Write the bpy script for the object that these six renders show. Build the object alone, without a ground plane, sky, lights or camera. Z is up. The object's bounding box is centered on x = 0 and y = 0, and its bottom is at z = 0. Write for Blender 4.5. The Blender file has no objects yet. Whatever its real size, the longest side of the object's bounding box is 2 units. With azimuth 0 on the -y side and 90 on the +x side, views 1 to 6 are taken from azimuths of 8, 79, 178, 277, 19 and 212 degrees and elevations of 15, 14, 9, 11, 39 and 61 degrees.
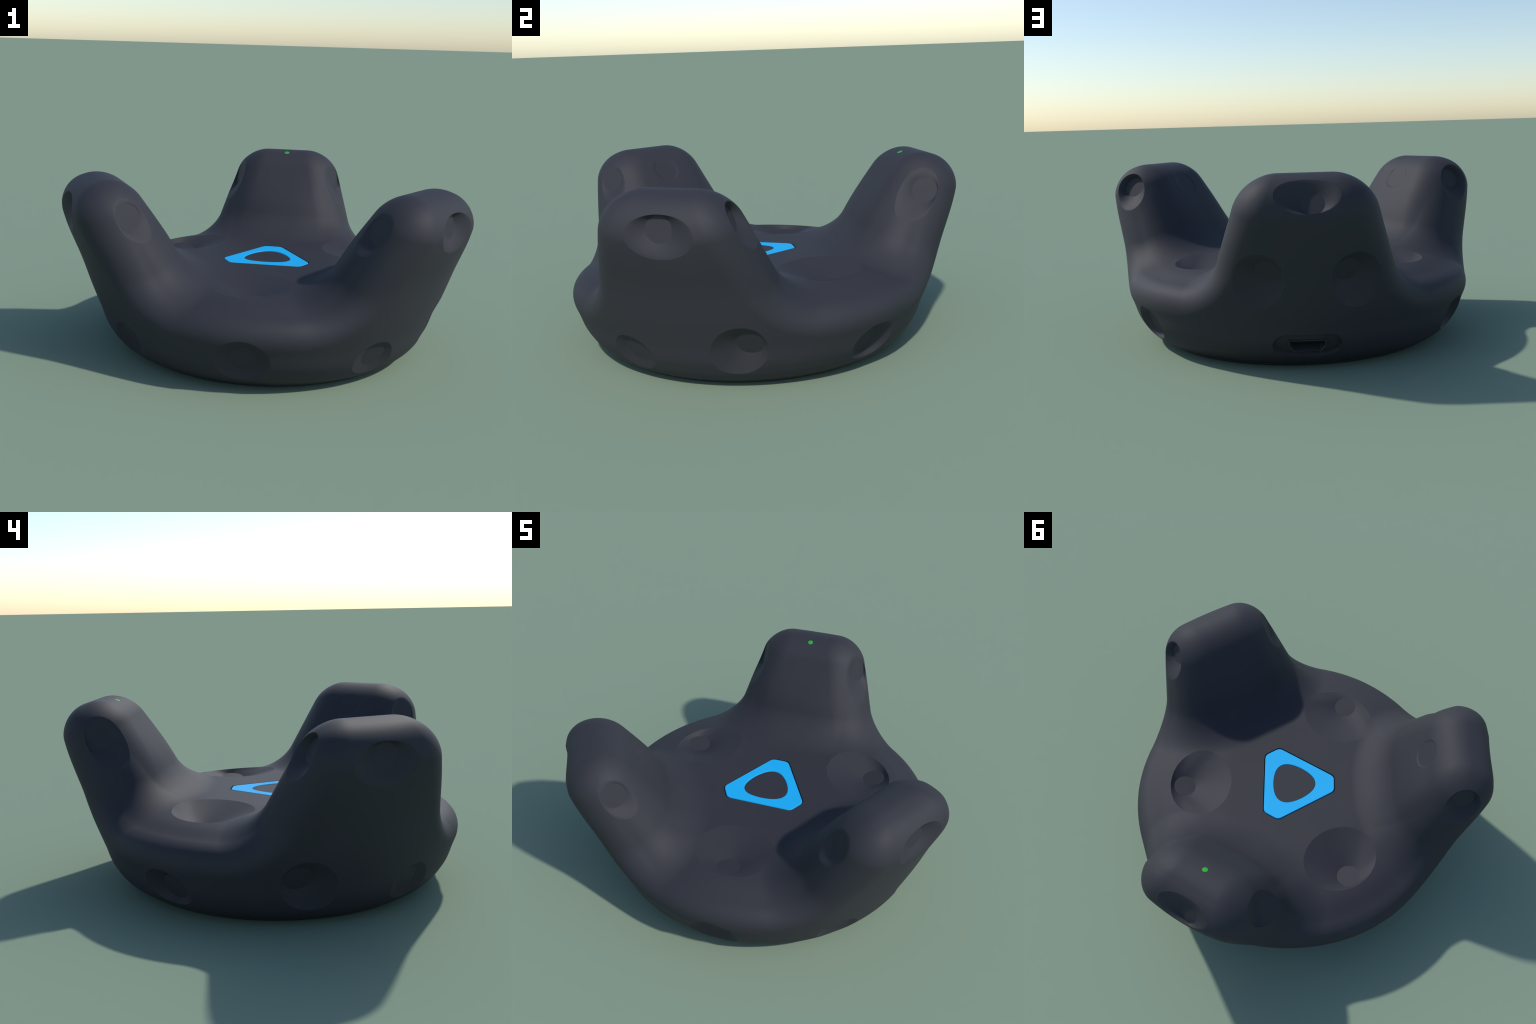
"""Three-armed motion-tracking puck: a round dark plastic body with three upright
rounded arms at 120 degrees, shallow conical sensor recesses all over, a blue
rounded-triangle emblem in the middle of the floor, a green status light on top of
one arm and a micro charging port low on the same arm's outer wall.

The smooth shell is described as a solid made of planes and a turned wall that are
rounded into each other (rmax = rounded intersection, rmin = rounded union), turned
into a mesh, and then the recesses are cut with boolean cutters."""
import bpy, bmesh, math
import numpy as np
from mathutils import Vector

# ------------------------------------------------------------------ shell shape
AXIS_Y = -0.0775                     # the three-fold axis stands at (0, AXIS_Y)
FLOOR_R = np.array([0.0, 0.25, 0.45, 0.60, 0.72, 0.82, 0.92, 1.05])
FLOOR_H = np.array([0.434, 0.4345, 0.435, 0.4264, 0.4055, 0.3705, 0.346, 0.285])
FLOOR_Z = FLOOR_H[0]
INNER_DEG, INNER_P, INNER_BULGE = 61.09, 0.5237, 0.036    # sloping inner face of an arm, swelling low down
TOP_Z, TOP_DEG = 0.9139, 18.06        # top of an arm, falling outwards
HALF_W, SIDE_DEG, SIDE_TAPER = 0.2956, 19.67, 0.1064
ROUND_ARM, FILLET, ROUND_RIM, ROUND_TOP = 0.1375, 0.1294, 0.113, 0.1502
WALL_K_Z, WALL_K = np.array([0.2, 0.42, 0.65, 0.95]), np.array([0.9955, 0.9918, 0.9909, 0.7099])   # how round the arms' outer faces are
WALL_Z = np.array([0.0, 0.05, 0.12, 0.22, 0.34, 0.48, 0.65, 0.85, 1.05])
WALL_R = np.array([0.7003, 0.7805, 0.8372, 0.876, 0.9201, 0.9666, 1.032, 1.0897, 1.1681])
SHELL_BOTTOM = 0.021


def spline(x, xk, yk):
    """Smooth curve through a profile's control points, straight beyond its ends."""
    n, h = len(xk), np.diff(xk)
    s = np.diff(yk) / h
    m = np.empty(n)
    m[1:-1] = (s[:-1] * h[1:] + s[1:] * h[:-1]) / (h[1:] + h[:-1])
    m[0], m[-1] = s[0] * 1.5 - m[1] * 0.5, s[-1]
    i = np.clip(np.searchsorted(xk, x) - 1, 0, n - 2)
    t = np.clip((x - xk[i]) / h[i], 0, 1)
    beyond = np.where(x < xk[0], (x - xk[0]) * m[0], np.where(x > xk[-1], (x - xk[-1]) * m[-1], 0))
    return (beyond + (2 * t**3 - 3 * t**2 + 1) * yk[i] + (t**3 - 2 * t**2 + t) * h[i] * m[i]
            + (-2 * t**3 + 3 * t**2) * yk[i + 1] + (t**3 - t**2) * h[i] * m[i + 1])


def rmax(r, *a):
    """Intersection of solids whose meeting edge is rounded with radius r."""
    m, length = a[0], 0
    for b in a[1:]:
        m = np.maximum(m, b)
    for b in a:
        length = length + np.maximum(b + r, 0) ** 2
    return np.minimum(m, -r) + np.sqrt(length)


def rmin(r, *a):
    return -rmax(r, *[-b for b in a])


def shell(X):
    """Signed distance-like field of the shell: negative inside."""
    x, y, z = X[..., 0], X[..., 1] - AXIS_Y, X[..., 2]
    third = 2 * np.pi / 3
    a = (np.arctan2(y, x) - np.pi / 2 + third / 2) % third - third / 2
    r = np.hypot(x, y)
    p, q = r * np.cos(a), np.abs(r * np.sin(a))      # along and across the nearest arm
    tilt = (spline(r + 0.01, FLOOR_R, FLOOR_H) - spline(r - 0.01, FLOOR_R, FLOOR_H)) / 0.02
    floor = (z - spline(r, FLOOR_R, FLOOR_H)) / np.sqrt(1 + tilt * tilt)
    ia, ta, sa = np.radians([INNER_DEG, TOP_DEG, SIDE_DEG])
    low = np.clip((0.88 - z) / 0.3, 0, 1)
    swell = INNER_BULGE * low * low * (3 - 2 * low) * np.clip(1 - (q / 0.28) ** 3, 0, 1) ** 1.5
    inner = -(p - INNER_P + swell) * np.sin(ia) + (z - 0.45) * np.cos(ia)
    top = (z - TOP_Z) * np.cos(ta) + (p - 0.85) * np.sin(ta)
    side = (q - HALF_W - SIDE_TAPER * (p - 0.85)) * np.cos(sa) + (z - 0.8) * np.sin(sa)
    upper = rmin(FILLET, floor, rmax(ROUND_ARM, inner, top, side))
    k = spline(z, WALL_K_Z, WALL_K)
    wall = (np.sqrt(p * p + (k * q) ** 2) - spline(z, WALL_Z, WALL_R)) * 0.95
    s = np.clip((z - 0.40) / 0.4, 0, 1)
    s = s * s * (3 - 2 * s)
    return rmax(ROUND_RIM + (ROUND_TOP - ROUND_RIM) * s, upper, wall)


def slope(X, h=1.5e-3):
    X = np.asarray(X, float)
    g = np.stack([shell(X + h * e) - shell(X - h * e) for e in np.eye(3)], -1)
    return g / (np.linalg.norm(g, axis=-1, keepdims=True) + 1e-12)


def onto_shell(X, steps=6):
    X = np.array(X, float)
    h = 1.0e-3
    for _ in range(steps):
        g = np.stack([shell(X + h * e) - shell(X - h * e) for e in np.eye(3)], -1) / (2 * h)
        f = shell(X)
        X = X - g * (f / ((g * g).sum(-1) + 1e-9))[..., None] * 0.95
    return X


def skin(step=0.0105):
    """Quad mesh on the zero level of shell(): one vertex per crossed cell, then pulled onto it."""
    lo, hi = np.array([-1.06, -1.06, -0.06]), np.array([1.06, 1.06, 1.0])
    n = np.ceil((hi - lo) / step).astype(int) + 1
    ax = [lo[i] + step * np.arange(n[i]) for i in range(3)]
    G = np.stack(np.meshgrid(*ax, indexing="ij"), -1)
    inside = np.maximum(shell(G), -0.045 - G[..., 2]) < 0
    count = sum(inside[i:n[0] - 1 + i, j:n[1] - 1 + j, k:n[2] - 1 + k].astype(int)
                for i in (0, 1) for j in (0, 1) for k in (0, 1))
    cell = np.argwhere((count > 0) & (count < 8))
    index = -np.ones(n - 1, int)
    index[tuple(cell.T)] = np.arange(len(cell))
    P = lo + (cell + 0.5) * step
    low = P[:, 2] < -0.03
    P = np.where(low[:, None], P, onto_shell(P))
    quads = []
    for d in range(3):
        u, v = (d + 1) % 3, (d + 2) % 3
        a, b = np.take(inside, range(n[d] - 1), d), np.take(inside, range(1, n[d]), d)
        e = np.argwhere(a != b)
        keep = (e[:, u] > 0) & (e[:, v] > 0) & (e[:, u] < n[u] - 1) & (e[:, v] < n[v] - 1)
        e = e[keep]
        flip = b[tuple(e.T)]
        c = [e.copy() for _ in range(4)]
        c[0][:, u] -= 1; c[0][:, v] -= 1
        c[1][:, v] -= 1
        c[3][:, u] -= 1
        Q = np.stack([index[tuple(x.T)] for x in c], 1)
        Q[flip] = Q[flip][:, ::-1]
        quads.append(Q)
    return P, np.concatenate(quads)


# ------------------------------------------------------------------ materials
def material(name, base, rough, spec=0.5, grain=0.0, coat=0.0):
    m = bpy.data.materials.new(name)
    m.use_nodes = True
    nt = m.node_tree
    b = nt.nodes["Principled BSDF"]
    b.inputs["Roughness"].default_value = rough
    b.inputs["Specular IOR Level"].default_value = spec
    b.inputs["Coat Weight"].default_value = coat
    tc = nt.nodes.new("ShaderNodeTexCoord")
    noise = nt.nodes.new("ShaderNodeTexNoise")
    noise.inputs["Scale"].default_value = 7.0
    noise.inputs["Detail"].default_value = 4.0
    nt.links.new(tc.outputs["Object"], noise.inputs["Vector"])
    ramp = nt.nodes.new("ShaderNodeValToRGB")
    lo, hi = [tuple(c * f for c in base) + (1,) for f in (1 - grain, 1 + grain)]
    ramp.color_ramp.elements[0].position, ramp.color_ramp.elements[0].color = 0.3, lo
    ramp.color_ramp.elements[1].position, ramp.color_ramp.elements[1].color = 0.7, hi
    nt.links.new(noise.outputs["Fac"], ramp.inputs["Fac"])
    nt.links.new(ramp.outputs["Color"], b.inputs["Base Color"])
    return m


PLASTIC = (0.0310, 0.0310, 0.0385)
mat_shell = material("dark_plastic", PLASTIC, 0.67, 0.33, 0.025)
mat_recess = material("recess_plastic", PLASTIC, 0.67, 0.33, 0.025)
mat_window = material("sensor_plastic", PLASTIC, 0.67, 0.33, 0.02)
mat_base = material("base_dark_grey", (0.024, 0.024, 0.028), 0.7, 0.3, 0.03)
mat_blue = material("blue_plastic", (0.010, 0.425, 0.835), 0.65, 0.3, 0.01)
mat_green = material("green_light", (0.012, 0.38, 0.02), 0.6, 0.5, 0.01)
mat_metal = material("port_metal", (0.035, 0.037, 0.043), 0.5, 0.5, 0.02)
mat_cavity = material("port_cavity", (0.006, 0.006, 0.008), 0.6, 0.3, 0.02)

# ------------------------------------------------------------------ helpers
scene = bpy.context.scene


def link(obj, parent=None):
    scene.collection.objects.link(obj)
    obj.parent = parent
    return obj


def make(name, verts, faces, mat, parent=None, smooth=False):
    me = bpy.data.meshes.new(name)
    me.from_pydata([tuple(map(float, v)) for v in verts], [], [tuple(map(int, f)) for f in faces])
    for m in (mat if isinstance(mat, (list, tuple)) else [mat]):
        me.materials.append(m)
    if smooth:
        me.shade_smooth()
    return link(bpy.data.objects.new(name, me), parent)


def rings(loops, cap_first=True, cap_last=True):
    """Loft of closed loops of equal length."""
    n = len(loops[0])
    V = np.concatenate(loops)
    F = []
    for i in range(len(loops) - 1):
        for j in range(n):
            k = (j + 1) % n
            F.append((i * n + j, i * n + k, (i + 1) * n + k, (i + 1) * n + j))
    if cap_first:
        F.append(tuple(range(n))[::-1])
    if cap_last:
        F.append(tuple((len(loops) - 1) * n + j for j in range(n)))
    return V, F


def frame(c):
    """Surface point nearest to c, its normal, the level direction and the uphill direction."""
    c = onto_shell(np.array([c]))[0]
    g = slope(c[None])[0]
    t1 = np.cross([0, 0, 1], g)
    t1 = t1 / np.linalg.norm(t1) if np.linalg.norm(t1) > 1e-6 else np.array([1.0, 0, 0])
    return c, g, t1, np.cross(g, t1)


tracker = link(bpy.data.objects.new("motion_tracker", None))
tracker["label"] = "dark grey three-armed tracking puck with blue triangle emblem"
tracker["category"] = "motion tracker"

# ------------------------------------------------------------------ shell blank
V, Q = skin()
blank = make("housing_blank", V, Q, [mat_shell, mat_recess, mat_window], None)
bm = bmesh.new()
bm.from_mesh(blank.data)
cut = bmesh.ops.bisect_plane(bm, geom=bm.verts[:] + bm.edges[:] + bm.faces[:], dist=1e-5,
                             plane_co=(0, 0, SHELL_BOTTOM), plane_no=(0, 0, 1), clear_inner=True)
rim = [e for e in cut["geom_cut"] if isinstance(e, bmesh.types.BMEdge)]
bmesh.ops.holes_fill(bm, edges=rim, sides=0)
bmesh.ops.recalc_face_normals(bm, faces=bm.faces[:])
bm.to_mesh(blank.data)
bm.free()

# ------------------------------------------------------------------ sensor recesses
# rim centre, half axes and tilt of the rim oval, window centre, window radius, depth, soft rim
RECESS = []


def recess(c, a, b, tilt, w, rw, depth, soft=0.0, mirror=True):
    RECESS.append((np.array(c), a, b, tilt, np.array(w), rw, depth, soft))
    if mirror:
        m = np.array([-1, 1, 1])
        RECESS.append((np.array(c) * m, a, b, -tilt, np.array(w) * m, rw, depth, soft))


# outer top of the arms
recess((0.916, -0.591, 0.734), 0.149, 0.103, 0, (0.907, -0.600, 0.768), 0.056, 0.042, 0.25)
recess((0.0, 0.950, 0.816), 0.141, 0.090, 0, (-0.024, 0.964, 0.786), 0.050, 0.032, 0.25, False)
# both flanks of each arm
recess((0.3125, 0.707, 0.720), 0.152, 0.099, 62, (0.313, 0.752, 0.742), 0.060, 0.026, 0.35)
recess((0.544, -0.737, 0.737), 0.119, 0.088, 60, (0.552, -0.741, 0.754), 0.061, 0.018, 0.35)
recess((0.905, -0.246, 0.771), 0.121, 0.097, 106, (0.899, -0.262, 0.808), 0.055, 0.049, 0.2)
# floor between the arms
recess((0.450, 0.180, 0.435), 0.203, 0.174, 0, (0.535, 0.231, 0.424), 0.061, 0.042)
recess((0.0, -0.600, 0.434), 0.203, 0.172, 0, (0.0, -0.696, 0.424), 0.060, 0.022, 0, False)
# low on the outer wall
recess((0.0, -0.940, 0.168), 0.129, 0.122, 0, (0.0, -0.938, 0.166), 0.063, 0.040, 0, False)
recess((0.574, -0.705, 0.145), 0.114, 0.101, 0, (0.584, -0.702, 0.156), 0.063, 0.022)
recess((0.747, 0.340, 0.150), 0.125, 0.098, 15, (0.746, 0.324, 0.136), 0.063, 0.038)
recess((0.847, -0.2805, 0.2025), 0.136, 0.121, 65, (0.852, -0.235, 0.236), 0.062, 0.028)
recess((0.2135, 0.851, 0.438), 0.138, 0.114, 77, (0.178, 0.872, 0.474), 0.056, 0.030)
# faint round ones on the inner faces of the two front arms
recess((0.608, -0.430, 0.786), 0.080, 0.076, 0, (0.608, -0.430, 0.786), 0.066, 0.0030, 0.2)
SEG = 72
WINDOW_LEAN = 0.55


def recess_loops(c, a, b, tilt, w, rw, depth, soft):
    c, g, t1, t2 = frame(c)
    w, gw, _, _ = frame(w)
    # windows lean towards the middle of their oval, the more the further off-centre they sit
    lean = (c - w) - gw * ((c - w) @ gw)
    nrm = gw + lean * (WINDOW_LEAN / (0.5 * (a + b)))
    nrm /= np.linalg.norm(nrm)
    ph = np.linspace(0, 2 * np.pi, SEG, endpoint=False)
    e1 = math.cos(math.radians(tilt)) * t1 + math.sin(math.radians(tilt)) * t2
    e2 = np.cross(g, e1)
    oval = onto_shell(c + a * np.cos(ph)[:, None] * e1 + b * np.sin(ph)[:, None] * e2)
    # the window is a flat disc facing along the mean normal
    u1 = e1 - nrm * (e1 @ nrm)
    u1 /= np.linalg.norm(u1)
    u2 = np.cross(nrm, u1)
    d0 = w - gw * depth
    disc = d0 + rw * (np.cos(ph)[:, None] * u1 + np.sin(ph)[:, None] * u2)
    # straight cone wall, or for soft rims one that flattens out towards the skin
    loops = []
    for t in np.linspace(0, 1, 9):
        chord = disc + (oval - disc) * t
        loops.append(chord + nrm * depth * ((1 - t) - (1 - t) ** (1 + soft)))
    # carry the cutter well clear of the skin
    lift = 0.03 if nrm[2] > 0.9 else 0.12
    away = oval - oval.mean(0)
    loops.append(oval + nrm * lift + away * 0.05)
    return loops, d0, nrm


cv, cf, cm = [], [], []
centres = []
for spec in RECESS:
    loops, d0, nrm = recess_loops(*spec)
    v, f = rings(loops)
    base = sum(map(len, cv))
    cv.append(v)
    cf += [tuple(i + base for i in t) for t in f]
    cm += [1] * (len(f) - 2) + [2, 1]
    centres.append(spec[0])


def add_cutter(loops, mats):
    v, f = rings(loops)
    base = sum(map(len, cv))
    cv.append(v)
    cf.extend(tuple(i + base for i in t) for t in f)
    cm.extend([mats] * len(f))


# ---- emblem outline: triangle with cut, slightly rounded corners, points towards the arms
def emblem_outline(r, grow=0.0, corner=0.022):
    pts = []
    for k in range(3):
        for s in (-1, 1):
            a = math.radians(90 + 120 * k + s * 11.2)
            pts.append(np.array([math.cos(a), math.sin(a)]) * r)
    n = len(pts)
    # push each side out by grow
    sides = []
    for i in range(n):
        p, q = pts[i], pts[(i + 1) % n]
        d = (q - p) / np.linalg.norm(q - p)
        nn = np.array([d[1], -d[0]])
        sides.append((p + nn * grow, d))
    new = []
    for i in range(n):
        (p, d), (q, e) = sides[i - 1], sides[i]
        t = np.linalg.solve(np.stack([d, -e], 1), q - p)[0]
        new.append(p + d * t)
    out = []
    for i in range(n):
        p, a, b = new[i], new[i - 1], new[(i + 1) % n]
        A = p + (a - p) / np.linalg.norm(a - p) * corner
        B = p + (b - p) / np.linalg.norm(b - p) * corner
        for t in np.linspace(0, 1, 9):
            out.append((1 - t) ** 2 * A + 2 * t * (1 - t) * p + t * t * B)
    return np.array(out)


def emblem_hole(scale=1.0, n=96):
    ph = np.linspace(0, 2 * np.pi, n, endpoint=False)
    c3, c6 = np.cos(3 * (ph - np.pi / 2)), np.cos(6 * (ph - np.pi / 2))
    r = (0.1168 + 0.0112 * c3 + 0.0012 * c6) * scale
    return np.stack([np.cos(ph) * r, np.sin(ph) * r], 1)


def at_height(P2, z):
    return np.column_stack([P2[:, 0], P2[:, 1] + AXIS_Y, np.broadcast_to(z, len(P2))])


def floor_z(P2):
    r2 = (P2**2).sum(1)
    return spline(np.sqrt(r2), FLOOR_R, FLOOR_H)


EMBLEM_R = 0.2385
o = emblem_outline(EMBLEM_R, 0.0055)
add_cutter([at_height(o, FLOOR_Z - 0.012), at_height(o, FLOOR_Z + 0.03)], 0)

# ---- charging port pocket: a capsule sunk into the outer wall of the back arm
PORT_C, PORT_N, PORT_T, PORT_U = frame((0.0, 0.761, 0.126))


def capsule(half_w, half_h, n=16):
    pts = []
    for s in (1, -1):
        for t in np.linspace(-np.pi / 2, np.pi / 2, n):
            pts.append((s * (half_w - half_h + half_h * math.cos(t)), s * half_h * math.sin(t)))
    return np.array(pts)


def on_port(P2, depth):
    return PORT_C + P2[:, :1] * PORT_T + P2[:, 1:] * PORT_U + np.broadcast_to(depth, len(P2))[:, None] * PORT_N


cap = capsule(0.158, 0.066)


def sunk(scale, depth):
    S = onto_shell(on_port(cap * scale, 0.0))
    return S + slope(S) * depth


pocket_loops = [sunk(k, -0.018) for k in (0.02, 0.25, 0.5, 0.75, 0.9, 0.965)] + [sunk(0.985, -0.010), sunk(1.0, 0.0), sunk(1.02, 0.03)]
add_cutter(pocket_loops, 0)
plug = np.array([(-0.082, 0.024), (-0.082, -0.014), (-0.060, -0.042), (0.060, -0.042), (0.082, -0.014), (0.082, 0.024)])
slot = make("slot_cutter", *rings([on_port(plug, -0.105), on_port(plug, 0.02)]), mat_shell)

cutter = make("cutter", np.concatenate(cv), cf, [mat_shell, mat_recess, mat_window])
cutter.data.polygons.foreach_set("material_index", cm)
for tool in (cutter, slot):
    bm = bmesh.new()
    bm.from_mesh(tool.data)
    bmesh.ops.recalc_face_normals(bm, faces=bm.faces[:])
    bm.to_mesh(tool.data)
    bm.free()
    mod = blank.modifiers.new("cut", "BOOLEAN")
    mod.operation, mod.solver, mod.object = "DIFFERENCE", "EXACT", tool
graph = bpy.context.evaluated_depsgraph_get()
done = bpy.data.meshes.new_from_object(blank.evaluated_get(graph))
bpy.data.objects.remove(cutter)
bpy.data.objects.remove(slot)
bpy.data.objects.remove(blank)

# ------------------------------------------------------------------ split into parts
ARM_Z = 0.50
bm = bmesh.new()
bm.from_mesh(done)
bmesh.ops.bisect_plane(bm, geom=[x for x in (bm.verts[:] + bm.edges[:] + [f for f in bm.faces if f.material_index == 0])],
                       dist=1e-6, plane_co=(0, 0, ARM_Z), plane_no=(0, 0, 1))
bm.normal_update()
bm.verts.index_update()
co = np.array([v.co[:] for v in bm.verts])
fc = np.array([f.calc_center_median()[:] for f in bm.faces])
fm = np.array([f.material_index for f in bm.faces])
faces = [[v.index for v in f.verts] for f in bm.faces]
fn = np.array([f.normal[:] for f in bm.faces])
bm.free()
vn = slope(co)
field = np.abs(shell(fc))
skin_face = (fm == 0) & (field < 0.0012) & ((fn * slope(fc)).sum(1) > 0.75) & (fc[:, 2] > SHELL_BOTTOM + 1e-4)
centres = np.array(centres)
nearest = ((fc[:, None] - centres[None]) ** 2).sum(-1).argmin(1)


def part(name, sel, mat, parent, normals=None, smooth=True, flat=None):
    """New object from the chosen faces; normals: 'shell' takes the shell's own smooth normals."""
    ids = np.flatnonzero(sel)
    used = np.unique(np.concatenate([faces[i] for i in ids]))
    back = -np.ones(len(co), int)
    back[used] = np.arange(len(used))
    obj = make(name, co[used], [back[faces[i]] for i in ids], mat, parent, smooth)
    me = obj.data
    if normals == "shell":
        fl = np.array([not skin_face[i] for i in ids])
        me.polygons.foreach_set("use_smooth", ~fl)
        N = vn[used]
        loops = np.zeros((len(me.loops), 3))
        for poly, is_flat in zip(me.polygons, fl):
            for li in poly.loop_indices:
                loops[li] = poly.normal if is_flat else N[me.loops[li].vertex_index]
        me.normals_split_custom_set([tuple(x) for x in loops])
    return obj


arm_side = np.degrees(np.arctan2(fc[:, 1] - AXIS_Y, fc[:, 0]))
arm_index = np.floor(((arm_side - 30) % 360) / 120).astype(int)     # 0 back, 1 left, 2 right
body = fm == 0
housing = part("housing", body & ((fc[:, 2] < ARM_Z)), mat_shell, tracker, "shell")
arms = [part("arm", body & (fc[:, 2] >= ARM_Z) & (arm_index == k), mat_shell, tracker, "shell") for k in range(3)]
for i in range(len(RECESS)):
    loops = recess_loops(*RECESS[i])[0]
    disc = loops[0]
    v, f = rings(loops[:-1], False, False)
    wall = make("sensor_recess", v, f, mat_recess, tracker, True)
    hub = disc.mean(0)
    v = np.vstack([disc, disc * 0.5 + hub * 0.5, hub])
    f = [(j, (j + 1) % SEG, SEG + (j + 1) % SEG, SEG + j) for j in range(SEG)]
    f += [(SEG + j, SEG + (j + 1) % SEG, 2 * SEG) for j in range(SEG)]
    make("sensor_window", v, f, mat_window, wall)

# ------------------------------------------------------------------ base plate
prof = [(0.0, 0.0), (0.697, 0.0), (0.706, 0.002), (0.7265, 0.0145), (0.7255, 0.0160), (0.706, 0.0165), (0.704, 0.026), (0.0, 0.026)]
n = 160
ph = np.linspace(0, 2 * np.pi, n, endpoint=False)
loops = [np.column_stack([np.cos(ph) * r, np.sin(ph) * r + AXIS_Y, np.full(n, z)]) for r, z in prof[1:-1]]
v, f = rings(loops)
base = make("base_plate", v, f, mat_base, tracker)
base.data.shade_smooth()

# ------------------------------------------------------------------ emblem
top, bev = FLOOR_Z + 0.0005, 0.0022
eo, ei = emblem_outline(EMBLEM_R), emblem_hole()
# fill between outer and inner outlines by matching points at equal angles
ang = np.linspace(0, 2 * np.pi, 360, endpoint=False)


def radial(outline):
    """Resample an outline that is star-shaped about the axis at equal angles."""
    a = np.unwrap(np.arctan2(outline[:, 1], outline[:, 0]))
    out = []
    n = len(outline)
    for t in ang:
        d = np.array([math.cos(t), math.sin(t)])
        p, q = outline, np.roll(outline, -1, 0)
        e = q - p
        den = d[0] * e[:, 1] - d[1] * e[:, 0]
        den = np.where(np.abs(den) < 1e-12, 1e-12, den)
        s = (p[:, 0] * e[:, 1] - p[:, 1] * e[:, 0]) / den
        u = (p[:, 0] * d[1] - p[:, 1] * d[0]) / den
        ok = (u >= -1e-6) & (u <= 1 + 1e-6) & (s > 0)
        out.append(d * s[ok].max())
    return np.array(out)


ro, ri = radial(eo), radial(ei)
ro_in, ri_out = radial(emblem_outline(EMBLEM_R, -bev)), radial(emblem_hole(1 + bev / 0.117))
loops = [at_height(ri, FLOOR_Z - 0.0115), at_height(ri, top - bev), at_height(ri_out, top), at_height(ro_in, top),
         at_height(ro, top - bev), at_height(ro, FLOOR_Z - 0.0115)]
v, f = rings(loops, False, False)
k = len(ang)
f += [(5 * k + j, 5 * k + (j + 1) % k, (j + 1) % k, j) for j in range(k)]
emblem = make("emblem", v, f, mat_blue, tracker)
core = radial(emblem_hole(0.997))
core_in = radial(emblem_hole(0.985))
v, f = rings([at_height(core, FLOOR_Z - 0.0115), at_height(core, top - 0.0042), at_height(core_in, top - 0.0030)])
make("emblem_core", v, f, mat_shell, tracker)

# ------------------------------------------------------------------ status light
c, g, t1, t2 = frame((0.0, 0.735, 0.888))
ph = np.linspace(0, 2 * np.pi, 32, endpoint=False)
loops = []
for r, d in ((0.0145, -0.010), (0.0145, 0.0004), (0.0130, 0.0010), (0.0075, 0.0013)):
    loops.append(c + r * (np.cos(ph)[:, None] * t1 + np.sin(ph)[:, None] * t2) + g * d)
v, f = rings(loops)
make("status_light", v, f, mat_green, tracker, True)

# ------------------------------------------------------------------ charging port
pocket = []
port = make("charging_port", *rings([on_port(plug * 1.035, -0.028), on_port(plug * 1.035, -0.0130), on_port(plug * 0.985, -0.0120), on_port(plug * 0.96, -0.0155), on_port(plug * 0.94, -0.100)], False, True), mat_metal, tracker)
tongue = np.array([(-0.066, 0.0215), (-0.060, -0.008), (0.060, -0.008), (0.066, 0.0215)])
make("contact_tongue", *rings([on_port(tongue, -0.101), on_port(tongue, -0.034), on_port(tongue * 0.96, -0.030)]), mat_cavity, port)

scene.view_layers[0].update()
